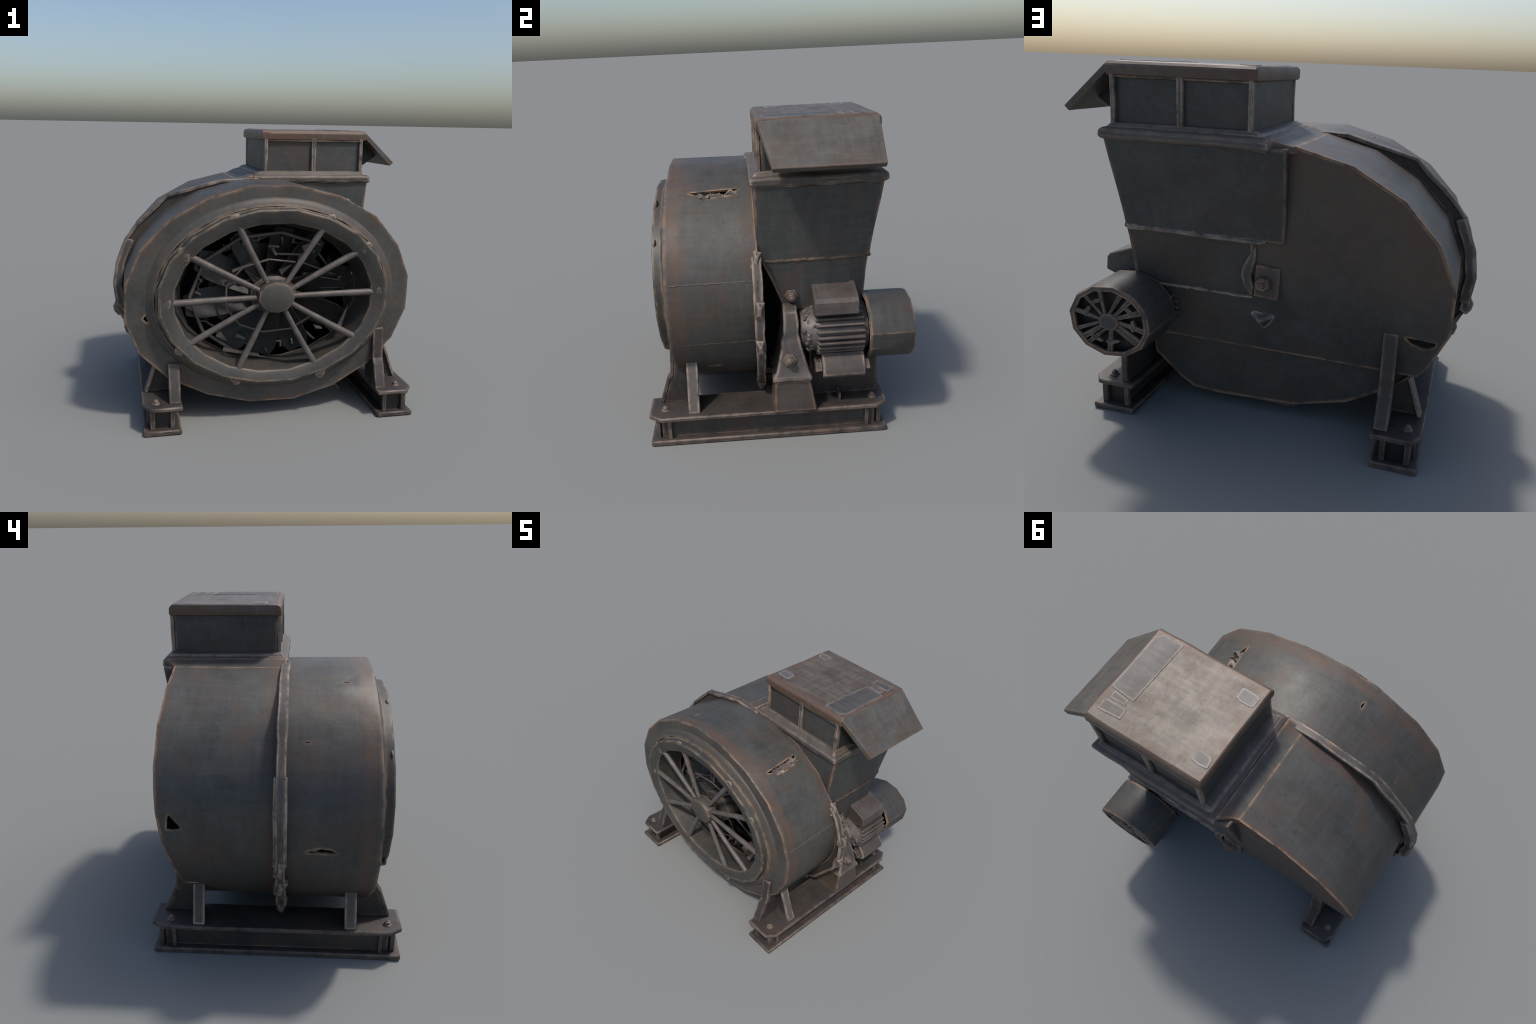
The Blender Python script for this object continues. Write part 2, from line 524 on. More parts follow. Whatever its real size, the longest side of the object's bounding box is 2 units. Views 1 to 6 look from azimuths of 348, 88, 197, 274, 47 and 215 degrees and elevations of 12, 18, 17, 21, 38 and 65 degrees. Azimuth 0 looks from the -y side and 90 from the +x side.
add_prism(bm, [(.30, .300, .085), (-.155, .300, .085), (-.155, .22, .090), (.30, .22, .090)], [(.30, .300, .056), (-.155, .300, .050), (-.155, .22, .046), (.30, .22, .052)])
finish(bm, "belly_strap", M_FRAME, volute, .004)

# oval shaft collar with square plate, nut and a bent lug on the back plate
bm = bmesh.new()
add_prism(bm, [(x, back_y(.83) - .012, z) for x, z in ((.03, .74), (-.105, .73), (-.11, .90), (.02, .91))],
          [(x, back_y(.83) + .020, z) for x, z in ((.025, .745), (-.10, .735), (-.105, .895), (.015, .905))])
plate = finish(bm, "bearing_plate", M_CASE, back, .004)
bm = bmesh.new()
lip = [(.012, 1.0), (.045, .955), (.085, .885), (.092, .845), (.075, .79), (.03, .745), (.02, .79), (.035, .85), (.012, .93)]
add_prism(bm, [(x, .48, z) for x, z in lip], [(x * .9 + .004, .532, z) for x, z in lip])
finish(bm, "peeled_rim", M_TRIM, back, .004)
bm = bmesh.new()
hexa = [(-.026 + .05 * math.cos(TAU * i / 6 + .3), .815 + .045 * math.sin(TAU * i / 6 + .3)) for i in range(6)]
add_prism(bm, [(x, .51, z) for x, z in hexa], [(-.026 + (x + .026) * .8, .553, .815 + (z - .815) * .8) for x, z in hexa])
sq = [(-.026 + .02 * math.cos(TAU * i / 4 + .7), .815 + .02 * math.sin(TAU * i / 4 + .7)) for i in range(4)]
add_prism(bm, [(x, .545, z) for x, z in sq], [(x, .564, z) for x, z in sq])
finish(bm, "shaft_nut", M_CASE, back, .004)
bm = bmesh.new()
rim = [(-.07, .628), (-.04, .652), (.0, .644), (.042, .650), (.066, .628), (.038, .585), (.0, .540), (-.038, .578)]
vs = [bm.verts.new((x - .005, back_y(z) - .002, z)) for x, z in rim]
tip = bm.verts.new((0, back_y(.60) + .055, .605))
bm.faces.new(vs)
for i in range(len(vs)):
    bm.faces.new((vs[i], vs[(i + 1) % len(vs)], tip))
finish(bm, "bent_lug", M_TRIM, back, .003, smooth=20)

# ------------------------------------------------------------------ outlet duct
bm = bmesh.new()
# rows: z, x at the middle of the motor-side wall, x at its rear corner, y front, y rear, x left
duct = [(1.465, .768, .768, -.100, .604, -.135), (1.34, .756, .748, -.100, .585, -.135), (1.20, .745, .725, -.100, .560, -.132),
        (1.12, .741, .712, -.100, .548, -.130), (1.02, .738, .697, -.074, .535, -.125)]
add_loft(bm, [[(xl, yf, z), (xm, yf, z), (xm, .40, z), (xr, yr, z), (xl, yr, z)] for z, xm, xr, yf, yr, xl in duct])
outlet = finish(bm, "outlet_duct", M_DUCT, None, .006, smooth=32)
bm = bmesh.new()   # lower wall of the duct, open underneath
low = [(1.035, .738, .699, -.080, .528), (.90, .733, .680, -.020, .518), (.80, .728, .668, .016, .512), (.728, .722, .660, .045, .505)]
rows = []
for z, x, xr, y0, y1 in low:
    rows.append([(x, y0, z), (x, .40, z), (xr, y1, z), (xr - .016, y1 - .01, z), (x - .018, .39, z), (x - .018, y0, z)])
rows.append([(.63, .10, .655), (.63, .40, .655), (.62, .46, .655), (.61, .46, .665), (.61, .39, .665), (.61, .10, .665)])
add_loft(bm, rows)
finish(bm, "tongue_plate", M_DUCT, outlet, .004, smooth=25)
# rolled seams where panels overlap
weld_strip("rolled_seam", ((.739, -.07, 1.026), (.739, .40, 1.026)), (1, 0, -.05), .012, .005, 31, outlet, M_WELD)
weld_strip("rolled_seam", ((.739, .40, 1.026), (.699, .535, 1.026)), (1, .3, 0), .012, .005, 34, outlet, M_WELD)
weld_strip("rolled_seam", ((.692, .536, 1.025), (-.03, .530, 1.025)), (0, 1, 0), .014, .008, 32, outlet, M_TRIM)
weld_strip("rolled_seam", ((.60, .486, .724), (.04, .486, .722)), (0, 1, 0), .009, .006, 33, back, M_TRIM)
box("seam_lip", (-.02, .522, 1.008), (.690, .545, 1.026), M_TRIM, outlet, .005, .004)

# duct flange: stepped collar under the hood
bm = bmesh.new()
F = [(1.448, -.050, .772, -.108, .612), (1.462, -.060, .782, -.118, .624), (1.492, -.058, .780, -.118, .622),
     (1.502, -.048, .770, -.106, .610), (1.510, -.020, .748, -.092, .592), (1.520, -.012, .742, -.086, .586), (1.530, .015, .732, -.070, .578)]
add_loft(bm, [rect(x0, x1, y0, y1, z) for z, x0, x1, y0, y1 in F])
es = [e for e in bm.edges if e.calc_length() > .3]
bmesh.ops.subdivide_edges(bm, edges=es, cuts=13)
for v in bm.verts:
    lowk = 1.0 if v.co.z < 1.455 else 0.3
    v.co.z += noise.noise(v.co * 8) * 0.014 * lowk
    v.co.x += noise.noise(v.co * 7 + Vector((3, 1, 0))) * 0.006
    v.co.y += noise.noise(v.co * 7 + Vector((9, 1, 0))) * 0.006
flange = finish(bm, "duct_flange", M_TRIM, outlet, .004, smooth=30)
bm = bmesh.new()   # sill strips toward the round casing
add_prism(bm, [(-.055, -.112, 1.505), (-.085, -.112, 1.494), (-.125, -.112, 1.480), (-.165, -.112, 1.472), (-.17, -.112, 1.44), (-.05, -.112, 1.44)],
          [(-.055, .60, 1.502), (-.085, .58, 1.490), (-.125, .548, 1.476), (-.165, .536, 1.468), (-.17, .536, 1.44), (-.05, .60, 1.44)])
finish(bm, "flange_sill", M_CASE, flange, .004)

# ------------------------------------------------------------------ rain hood
bm = bmesh.new()
add_loft(bm, [rect(.036, .728, -.052, .560, 1.515), rect(.036, .728, -.052, .560, 1.765)])
hood = finish(bm, "hood_box", M_DUCT, None, .004)
box("hood_mouth", (.7275, -.03, 1.54), (.731, .54, 1.75), M_DARK, hood, 0)  # solid box; shadow of the open mouth modelled as a near-black plate
for y0, y1 in ((-.074, -.0525), (.5605, .582)):
    for x0, w in ((.030, .022), (.362, .032), (.708, .024)):
        box("hood_rib", (x0, y0, 1.518), (x0 + w, y1, 1.752), M_TRIM, hood, .004, .003)
    box("hood_rail", (.03, y0 + (.006 if y0 < 0 else 0), 1.728), (.73, y1 - (.006 if y0 > 0 else 0), 1.75), M_DUCT, hood, .003)
bm = bmesh.new()   # folded lid
cap = [(1.738, .014, .750, -.072, .584), (1.752, .010, .752, -.074, .588), (1.786, .010, .752, -.074, .586), (1.804, .018, .745, -.056, .566)]
add_loft(bm, [rect(x0, x1, y0, y1, z) for z, x0, x1, y0, y1 in cap])
es = [e for e in bm.edges if e.calc_length() > .3]
bmesh.ops.subdivide_edges(bm, edges=es, cuts=9, use_grid_fill=True)
jitter(bm, .005, 6, 1.0, lock=(2,))
lid = finish(bm, "hood_lid", M_HOOD, hood, .005, smooth=40)
bm = bmesh.new()   # sloping front flap
fold, lipx = [(.742, 1.800), (.742, 1.760)], [(.997, 1.586), (.972, 1.562)]
n = 8
rows = []
for i in range(n + 1):
    f = i / n
    y_f = -.066 + (.574 + .066) * f
    y_l = -.006 + (.560 + .006) * f
    w = 0.004 * noise.noise(Vector((f * 5, 2, 0)))
    rows.append([(fold[0][0], y_f, fold[0][1]), (.766, y_f + (y_l - y_f) * .1, 1.782), (lipx[0][0] + w, y_l, lipx[0][1]), (lipx[1][0] + w, y_l, lipx[1][1]), (fold[1][0], y_f, fold[1][1])])
add_loft(bm, rows)
finish(bm, "hood_flap", M_FLAP, hood, .003, smooth=30)
for s, y in ((1, .095), (-1, .415)):
    bm = bmesh.new()
    tri = [(.728, 1.776), (.765, 1.765), (.90, 1.652), (.89, 1.622), (.728, 1.515)]
    add_prism(bm, [(x, y, z) for x, z in tri], [(x, y - .012 * s, z) for x, z in tri])
    finish(bm, "hood_cheek", M_DARK, hood, .002)  # cheek coloured near-black for the shadow under the flap

def patch(name, pts, z, h, mat):
    bm = bmesh.new()
    add_prism(bm, [(x, y, z - .01) for x, y in pts], [(x, y, z + h) for x, y in pts])
    jitter(bm, .004, 30, pts[0][0], lock=(2,))
    return finish(bm, name, mat, lid, .0015)
patch("bare_patch", [(.146, .078), (.148, .012), (.133, .005), (.05, .008), (.034, .022), (.036, .078), (.05, .087), (.12, .088)], 1.804, .0025, M_PATCH)
patch("bare_patch", [(.131, .488), (.132, .43), (.122, .417), (.05, .425), (.037, .442), (.031, .487), (.08, .495)], 1.804, .003, M_PATCH)
patch("overlap_sheet", [(.735, .0), (.735, .372), (.575, .386), (.566, -.035), (.70, -.038)], 1.804, .003, M_SHEET)
patch("overlap_sheet", [(.715, .44), (.715, .515), (.566, .505), (.575, .44)], 1.804, .003, M_SHEET)
patch("overlap_sheet", [(.70, .38), (.70, .43), (.60, .43), (.60, .39)], 1.804, .002, M_SHEET)

# ------------------------------------------------------------------ flange ring between casing halves
RING = [(-.02, 1.486), (-.27, 1.478), (-.640, 1.377), (-.850, 1.174), (-.912, 1.095), (-.975, .92), (-.995, .785), (-.975, .62), (-.90, .475),
        (-.75, .28), (-.46, .10), (0, .035), (.44, .10), (.73, .28), (.905, .52), (.945, .68), (.940, .824), (.87, 1.0), (.805, 1.085)]
def inner_of(x, z, d=0.02):
    t = math.atan2((z - CZ) / B, (x - CX) / A)
    return (CX + (A - d) * math.cos(t), CZ + (B - d) * math.sin(t))
def subdivided(path, k):
    out = []
    for p, q in zip(path, path[1:]):
        for i in range(k):
            f = i / k
            out.append((p[0] + (q[0] - p[0]) * f, p[1] + (q[1] - p[1]) * f))
    return out + [path[-1]]
def bar(path, y0, y1, depth, name, mat, parent, jit=.004, k=3):
    """flat bar following path; depth None reaches down to the casing"""
    bm = bmesh.new()
    rows = []
    for x, z in subdivided(path, k):
        if depth is None:
            xi, zi = inner_of(x, z)
        else:
            d = Vector((x - CX, z - CZ)).normalized() * depth
            xi, zi = x - d[0], z - d[1]
        rows.append([(x, y0, z), (x, y1, z), (xi, y1, zi), (xi, y0, zi)])
    add_loft(bm, rows)
    jitter(bm, jit, 14, 1.0)
    return finish(bm, name, mat, parent, .004, smooth=30)
ring = bar(RING, -.118, -.096, None, "flange_ring", M_FRAME, None)
bar([(x, z) for x, z in RING], -.132, -.078, .022, "ring_cap", M_TRIM, ring, .007)
bar([(-.903, 1.098), (-.966, .93), (-.986, .785), (-.970, .64)], -.138, -.068, .05, "ring_splice", M_TRIM, ring, .005)
# pointed clamps on the ring
CL = bmesh.new()
base = [(-.028, -.034, -.03), (.028, -.034, -.03), (.028, .034, -.03), (-.028, .034, -.03)]
mid = [(-.020, -.046, .012), (.020, -.05, .008), (.024, .046, .012), (-.02, .05, .010)]
top = [(-.006, -.02, .03), (.008, -.016, .034), (.006, .016, .03), (-.008, .02, .032)]
add_loft(CL, [base, mid, top])
bmesh.ops.recalc_face_normals(CL, faces=CL.faces)
cme = bpy.data.meshes.new("ring_clamp"); CL.to_mesh(cme); CL.free(); cme.materials.append(M_TRIM)
for i, (x, z) in enumerate([(.940, .824), (.930, .60), (.60, .185), (-.02, .045), (-.895, .475), (-.968, .62), (-.70, .245), (.805, 1.06)]):
    d = Vector((x - CX, 0, z - CZ)).normalized()
    m = Matrix.Translation(Vector((x, -.105, z)) - d * .006) @ d.to_track_quat("Z", "Y").to_matrix().to_4x4()
    m = m @ Matrix.Rotation(RND.uniform(-.3, .3) + math.pi * (i % 2), 4, "Z") @ Matrix.Scale(RND.uniform(1.0, 1.3), 4)
    place(cme, "ring_clamp", ring, .003, 25, 1, m)

# ------------------------------------------------------------------ inlet
IX, IZ = -.020, .806
bm = bmesh.new()
p = [(.742, .562, IX, IZ, -.595), (.738, .559, IX, IZ, -.630), (.726, .551, IX, IZ, -.640), (.722, .548, IX, IZ, -.686),
     (.712, .540, IX, IZ, -.690), (.634, .478, IX, .800, -.676), (.622, .468, IX, .799, -.668), (.610, .458, IX, .798, -.60), (.580, .435, -.015, .79, -.47),
     (.592, .447, -.015, .79, -.47), (.63, .478, IX, .80, -.60), (.70, .53, IX, IZ, -.66), (.715, .54, IX, IZ, -.60)]
add_revolve(bm, p)
jitter(bm, .005, 4, 8)
inlet = finish(bm, "inlet_ring", M_INLET, None, 0, smooth=28)
# broad mottled collar between drum face and inlet ring
bm = bmesh.new()
add_revolve(bm, [(.800, .610, IX, IZ, -.588), (.794, .604, IX, IZ, -.607), (.778, .594, IX, IZ, -.616), (.752, .573, IX, IZ, -.626), (.735, .558, IX, IZ, -.632), (.735, .558, IX, IZ, -.600)], n=40)
jitter(bm, .006, 7, 3)
finish(bm, "inlet_collar", M_COLLAR, inlet, 0, 40)

HUB = Vector((-.020, -.690, .812))
bm = bmesh.new()
add_revolve(bm, [(.001, .001, HUB.x, HUB.z, -.712), (.085, .072, HUB.x, HUB.z, -.711), (.112, .094, HUB.x, HUB.z, -.700), (.125, .106, HUB.x, HUB.z, -.665),
                 (.12, .10, HUB.x, HUB.z, -.625), (.001, .001, HUB.x, HUB.z, -.62)], n=12, closed=False)
hub = finish(bm, "grille_hub", M_CASE, inlet, 0, smooth=28)

sp = bmesh.new()      # unit spoke along +Z, slightly bent and swelling to its outer end
rows = []
for i in range(11):
    f = i / 10
    r = .0165 + .0065 * f + .0015 * noise.noise(Vector((f * 9, 1, 1)))
    rows.append([(r * math.cos(TAU * j / 8) + .004 * math.sin(f * 3.1), r * math.sin(TAU * j / 8), f) for j in range(8)])
add_loft(sp, rows)
bmesh.ops.recalc_face_normals(sp, faces=sp.faces)
spm = bpy.data.meshes.new("grille_spoke"); sp.to_mesh(spm); sp.free(); spm.materials.append(M_ROD)
kn = bmesh.new()
bmesh.ops.create_icosphere(kn, subdivisions=2, radius=1)
for v in kn.verts:
    v.co *= 1 + .25 * noise.noise(v.co * 1.7)
knm = bpy.data.meshes.new("rod_knuckle"); kn.to_mesh(knm); kn.free(); knm.materials.append(M_TRIM)
SPOKE_ENDS = [(.285, 1.245), (.505, 1.075), (.610, .815), (.500, .525), (.255, .345), (-.250, .350), (-.560, .525), (-.640, .79), (-.535, 1.07), (-.252, 1.25)]
for i, (x, z) in enumerate(SPOKE_ENDS):
    e = Vector((x, -.655, z))
    d = (e - HUB); d.y = 0; d.normalize()
    s = HUB + Vector((d.x * .11, .03, d.z * .092))
    e = e + d * .02
    L = (e - s).length
    q = (e - s).to_track_quat("Z", "Y").to_matrix().to_4x4()
    place(spm, "grille_spoke", inlet, 0, 60, 1, Matrix.Translation(s) @ q @ Matrix.Rotation(i * 1.3, 4, "Z") @ Matrix.Diagonal((1, 1, L, 1)))
    k = e + d * .03 + Vector((0, -.018, 0))
    place(knm, "rod_knuckle", inlet, 0, 60, 1, Matrix.Translation(k) @ Matrix.Rotation(i * 2.1, 4, "Y") @ Matrix.Diagonal((.036 + .008 * (i % 3), .013, .032, 1)))

# ------------------------------------------------------------------ impeller
bm = bmesh.new()
IMP = (-.005, .79)
add_revolve(bm, [(.001, .001, *IMP, -.57), (.10, .08, *IMP, -.57), (.15, .12, *IMP, -.54), (.16, .13, *IMP, -.42), (.15, .12, *IMP, .10), (.001, .001, *IMP, .12)], n=16, closed=False)
imp = finish(bm, "impeller_hub", M_FRAME, None, 0, 30)
bl = bmesh.new()      # broad paddle blade, root at origin, tip at +Z = 1
rows = []
for i in range(7):
    f = i / 6
    w = .062 + .035 * math.sin(f * 2.4)
    if i == 6:
        w *= .75
    tw = math.radians(40 - 22 * f)
    row = []
    for s, h in ((-1, .007), (0, .007 + .02), (1, .007), (1, -.007), (0, .013), (-1, -.007)):
        u = s * w
        row.append((u * math.cos(tw) - h * math.sin(tw), u * math.sin(tw) + h * math.cos(tw), f))
    rows.append(row)
add_loft(bl, rows)
bmesh.ops.recalc_face_normals(bl, faces=bl.faces)
blm = bpy.data.meshes.new("fan_blade"); bl.to_mesh(blm); bl.free(); blm.materials.append(M_BLADE)
for i in range(10):
    t = math.radians(10 + 360 / 10 * i + 3 * math.sin(i * 2.3))
    L = .56 * .42 / math.hypot(.42 * math.cos(t), .56 * math.sin(t))
    ang = math.pi / 2 - t
    m = Matrix.Translation((IMP[0], -.47, IMP[1])) @ Matrix.Rotation(ang, 4, "Y") @ Matrix.Diagonal((1, 1, L, 1))
    place(blm, "fan_blade", imp, .002, 30, 1, m)
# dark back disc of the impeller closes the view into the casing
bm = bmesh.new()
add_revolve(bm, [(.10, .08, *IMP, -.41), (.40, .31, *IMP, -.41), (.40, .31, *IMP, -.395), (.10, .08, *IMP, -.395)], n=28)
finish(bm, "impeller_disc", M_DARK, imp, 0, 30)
# broken shroud hoop
bm = bmesh.new()
hoop = [math.radians(a) for a in (52, 83, 112, 145, 180, 213, 242, 262)]
pts = [Vector((-.012 + .52 * math.cos(a), -.50, .778 + .405 * math.sin(a))) for a in hoop]
for p0, p1 in zip(pts, pts[1:]):
    add_tube(bm, p0, p1, .011, .0135, 6)
a0 = [TAU * i / 9 + .2 for i in range(8)]
pts = [Vector((-.008 + .47 * math.cos(a), -.435, .782 + .365 * math.sin(a))) for a in a0]
for p0, p1 in zip(pts, pts[1:]):
    add_tube(bm, p0, p1, .010, .008, 6)
a1 = [TAU * i / 11 + 1.1 for i in range(9)]
pts = [Vector((-.012 + .31 * math.cos(a), -.555 + .012 * math.sin(a * 3), .785 + .24 * math.sin(a))) for a in a1]
for p0, p1 in zip(pts, pts[1:]):
    add_tube(bm, p0, p1, .008, .006, 6)
finish(bm, "shroud_hoop", M_ROD, imp, 0, 60)
sl = bmesh.new()      # thin slats of the torn wheel rim
add_prism(sl, [(-.004, -.07, -.016), (.004, -.07, -.016), (.006, -.07, .016), (-.006, -.07, .016)],
          [(-.003, .07, -.010), (.003, .07, -.010), (.003, .08, .008), (-.003, .08, .008)])
bmesh.ops.recalc_face_normals(sl, faces=sl.faces)
slm = bpy.data.meshes.new("wheel_slat"); sl.to_mesh(slm); sl.free(); slm.materials.append(M_ROD)
rs = random.Random(21)
for i in range(26):
    t = TAU * i / 26 + rs.uniform(-.06, .06)
    if i % 7 == 3:
        continue
    k = rs.uniform(.90, .93)
    m = Matrix.Translation((-.01 + .51 * k * math.cos(t), -.435 + rs.uniform(-.01, .01), .782 + .397 * k * math.sin(t))) @ Matrix.Rotation(math.pi / 2 - t + rs.uniform(-.7, .7), 4, "Y")
    place(slm, "wheel_slat", imp, 0, 30, 1, m @ Matrix.Rotation(rs.uniform(-.5, .5), 4, "X") @ Matrix.Diagonal((1, rs.uniform(.5, 1.0), rs.uniform(.6, 1.6), 1)))
# inner broken hoop stub with its posts
bm = bmesh.new()
for a, b, r in (((-.02, -.48, 1.09), (.0, -.46, 1.05), .012), ((-.045, -.485, 1.105), (.01, -.485, 1.108), .010), ((.0, -.46, 1.05), (.17, -.44, 1.045), .009),
                ((.17, -.44, 1.045), (.16, -.40, .95), .011), ((.17, -.42, .99), (.40, -.38, .90), .007), ((.20, -.40, .90), (.46, -.36, .85), .006),
                ((.22, -.36, .80), (.50, -.34, .79), .005)):
    add_tube(bm, Vector(a) - Vector((0, .07, 0)), Vector(b) - Vector((0, .11, 0)), r, r * .8, 6)
finish(bm, "hoop_stub", M_ROD, imp, 0, 60)
# bent metal splinters
bm = bmesh.new()
for a, b, w in (((-.33, -.45, .46), (-.02, -.40, .36), .012), ((-.06, -.43, .335), (.16, -.40, .335), .016), ((-.24, -.40, .53), (-.12, -.36, .46), .014),
                ((-.27, -.42, .95), (-.10, -.38, 1.01), .010), ((.42, -.45, .55), (.50, -.42, .70), .018), ((.44, -.42, .46), (.56, -.40, .66), .012),
                ((.25, -.43, .36), (.36, -.42, .41), .012), ((.30, -.44, .30), (.40, -.42, .345), .014), ((.18, -.42, 1.08), (.30, -.40, 1.13), .022),
                ((.04, -.40, .93), (.12, -.38, .97), .020), ((-.36, -.44, .56), (-.30, -.42, .50), .022), ((-.22, -.38, .87), (.0, -.36, .90), .008),
                ((.20, -.38, .91), (.44, -.35, .89), .008), ((-.28, -.44, .33), (-.24, -.42, .32), .018)):
    a, b = Vector(a) - Vector((0, .13, 0)), Vector(b) - Vector((0, .12, 0))
    side = (b - a).cross(Vector((0, 1, 0))).normalized() * w
    dep = Vector((0, .008, 0))
    add_prism(bm, [a - side, a + side, b + side * .08, b - side * .08], [a - side + dep, a + side + dep, b + side * .08 + dep, b - side * .08 + dep])
spl = finish(bm, "metal_splinter", M_ROD, imp, 0, 20)
spl["kind"] = "stuff"

# ------------------------------------------------------------------ base rails
def bolt_mesh():
    b = bmesh.new()
    hexr = lambda r, z: [(r * math.cos(TAU * i / 6), r * math.sin(TAU * i / 6), z) for i in range(6)]
    add_loft(b, [hexr(.034, -.004), hexr(.033, .006), hexr(.022, .008), hexr(.022, .024), hexr(.012, .028), hexr(.010, .036)])
    bmesh.ops.recalc_face_normals(b, faces=b.faces)
    me = bpy.data.meshes.new("bolt"); b.to_mesh(me); b.free(); me.materials.append(M_FRAME)
    return me
BOLT = bolt_mesh()
def bolt(pos, parent, axis=(0, 0, 1), s=1.0, spin=0.0):
    q = Vector(axis).to_track_quat("Z", "Y").to_matrix().to_4x4()
    place(BOLT, "bolt", parent, .002, 25, 1, Matrix.Translation(pos) @ q @ Matrix.Rotation(spin, 4, "Z") @ Matrix.Scale(s, 4))

YB0, YB1 = -.762, .602
def rail(x_in, x_out):
    """double-web base beam: sole plate, two webs, end stiffeners, top plate"""
    s = 1 if x_out > x_in else -1
    lo = lambda a, b: (min(a, b), max(a, b))
    x0, x1 = lo(x_in, x_out)
    sole = box("rail_sole", (x0, YB0, 0.0), (x1, YB1, .030), M_FRAME, None, .006, .0)
    sole.name = "base_rail"
    for xa, wd in ((x_in + s * .070, .025), (x_out - s * .072, .030)):
        a, b = lo(xa, xa + s * wd)
        box("rail_web", (a, YB0 + .062, .028), (b, YB1 - .065, .156), M_FRAME, sole, .004, .003)
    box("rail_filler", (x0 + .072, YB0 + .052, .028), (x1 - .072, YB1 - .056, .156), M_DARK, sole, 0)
    for y in (YB0 + .10, YB1 - .125):
        box("rail_stiffener", (min(x_out - s * .066, x_out - s * .022), y, .028), (max(x_out - s * .066, x_out - s * .022), y + .022, .156), M_FRAME, sole, .003)
    for y in (YB0 + .03, YB1 - .055):
        for xa, wd in ((x_in + s * .04, .028), (x_out - s * .070, .032)):
            a, b = lo(xa, xa + s * wd)
            box("rail_post", (a, y, .028), (b, y + .025, .156), M_FRAME, sole, .004, .003)
    bm = bmesh.new()
    xa, xb = lo(x_in + s * .0, x_out - s * .012)
    ch = .03
    def outline(z):
        return [(x_in - s * .006, YB0 - .004, z), (x_out - s * .045, YB0 - .004, z), (x_out + s * .004, YB0 + .07, z), (x_out + s * .004, YB1 - .06, z), (x_out - s * .04, YB1 + .006, z), (x_in - s * .006, YB1 + .006, z)]
    add_prism(bm, outline(.153), outline(.178))
    subdivide_long(bm, .15)
    jitter(bm, .003, 9, x0)
    finish(bm, "rail_top_plate", M_FRAME, sole, .006, smooth=25)
    return sole
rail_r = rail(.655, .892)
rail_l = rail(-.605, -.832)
for par, x, y in ((rail_r, .80, -.675), (rail_l, -.755, -.69), (rail_l, -.765, .505), (rail_r, .80, .53)):
    bolt((x, y, .178), par, s=.8, spin=x)

# ------------------------------------------------------------------ legs
def leg(sx, sy, y_web, top_z, parent):
    """corner support: flared flange plate, web along the beam, sloped gusset with its own flange"""
    xi = .648 if sx > 0 else -.606
    xo = xi + sx * .070
    bm = bmesh.new()
    # flange plate facing outward along y; foot flares out
    prof = [(.625, top_z), (.640, .36), (.665, .32), (.712, .178)] if sy < 0 else [(.482, top_z), (.487, .36), (.498, .32), (.562, .178)]
    rows = []
    for y, z in prof:
        y = sy * y
        rows.append([(xi, y, z), (xo, y, z), (xo, y - sy * .022, z), (xi, y - sy * .022, z)])
    add_loft(bm, rows)
    L = finish(bm, "support_leg", M_FRAME, None, .004, smooth=25)
    bm = bmesh.new()   # web in the y-z plane behind the flange
    xm = xo + sx * .012
    ys = [(sy * (y - .02), z) for y, z in prof]
    pl = ys + [(y_web, .178), (y_web, top_z)]
    add_prism(bm, [(xi + sx * .006, y, z) for y, z in pl], [(xo - sx * .004, y, z) for y, z in pl])
    finish(bm, "leg_web", M_FRAME, L, .003)
    # sloped gusset in the x-z plane
    bx = .862 if sx > 0 else -.815
    tx = .765 if sx > 0 else -.735
    tz = .43
    tx, tz = tx - sx * .033, tz + .09     # upper end runs up under the casing
    bm = bmesh.new()
    g = [(xi + sx * .01, .178), (bx - sx * .012, .178), (tx - sx * .012, tz), (xi + sx * .01, tz + .02)]
    add_prism(bm, [(x, y_web - .009, z) for x, z in g], [(x, y_web + .009, z) for x, z in g])
    finish(bm, "leg_gusset", M_FRAME, L, .002)
    bm = bmesh.new()
    w = .033
    add_prism(bm, [(bx, y_web - w, .177), (bx, y_web + w, .177), (bx - sx * .02, y_web + w, .177), (bx - sx * .02, y_web - w, .177)],
              [(tx, y_web - w, tz), (tx, y_web + w, tz), (tx - sx * .02, y_web + w, tz), (tx - sx * .02, y_web - w, tz)])
    finish(bm, "gusset_flange", M_TRIM, L, .004)
    return L
leg(1, -1, -.505, .56, rail_r)
leg(-1, -1, -.485, .40, rail_l)
leg(-1, 1, .345, .645, rail_l)

# ------------------------------------------------------------------ bearing pedestal
bm = bmesh.new()
add_prism(bm, [(.66, -.052, .172), (.905, -.052, .172), (.905, .198, .172), (.66, .198, .172)],
          [(.66, -.035, .37), (.90, -.035, .37), (.90, .162, .37), (.66, .162, .37)])
ped = finish(bm, "pedestal_block", M_CASE, None, .008)
bm = bmesh.new()
add_loft(bm, [rect(.65, .912, -.046, .172, .368), rect(.65, .915, -.048, .174, .388), rect(.655, .895, -.026, .158, .418), rect(.665, .87, .005, .122, .560),
              rect(.66, .855, .008, .118, .592), rect(.66, .838, .022, .112, .625), rect(.66, .835, .026, .110, .69), rect(.66, .805, .030, .106, .745), rect(.66, .75, .03, .106, .77)])
bmesh.ops.subdivide_edges(bm, edges=[e for e in bm.edges if e.calc_length() > .15], cuts=2)
jitter(bm, .005, 14, 2)
finish(bm, "pillow_bearing", M_TRIM, ped, .006, smooth=30)
bolt((.885, .05, .492), ped, (1, 0, .12), 1.25)
bolt((.732, .085, .815), outlet, (1, 0, -.25), 1.3)
bm = bmesh.new()
add_tube(bm, (.655, .068, .60), (.30, .068, .66), .05, .05, 12)
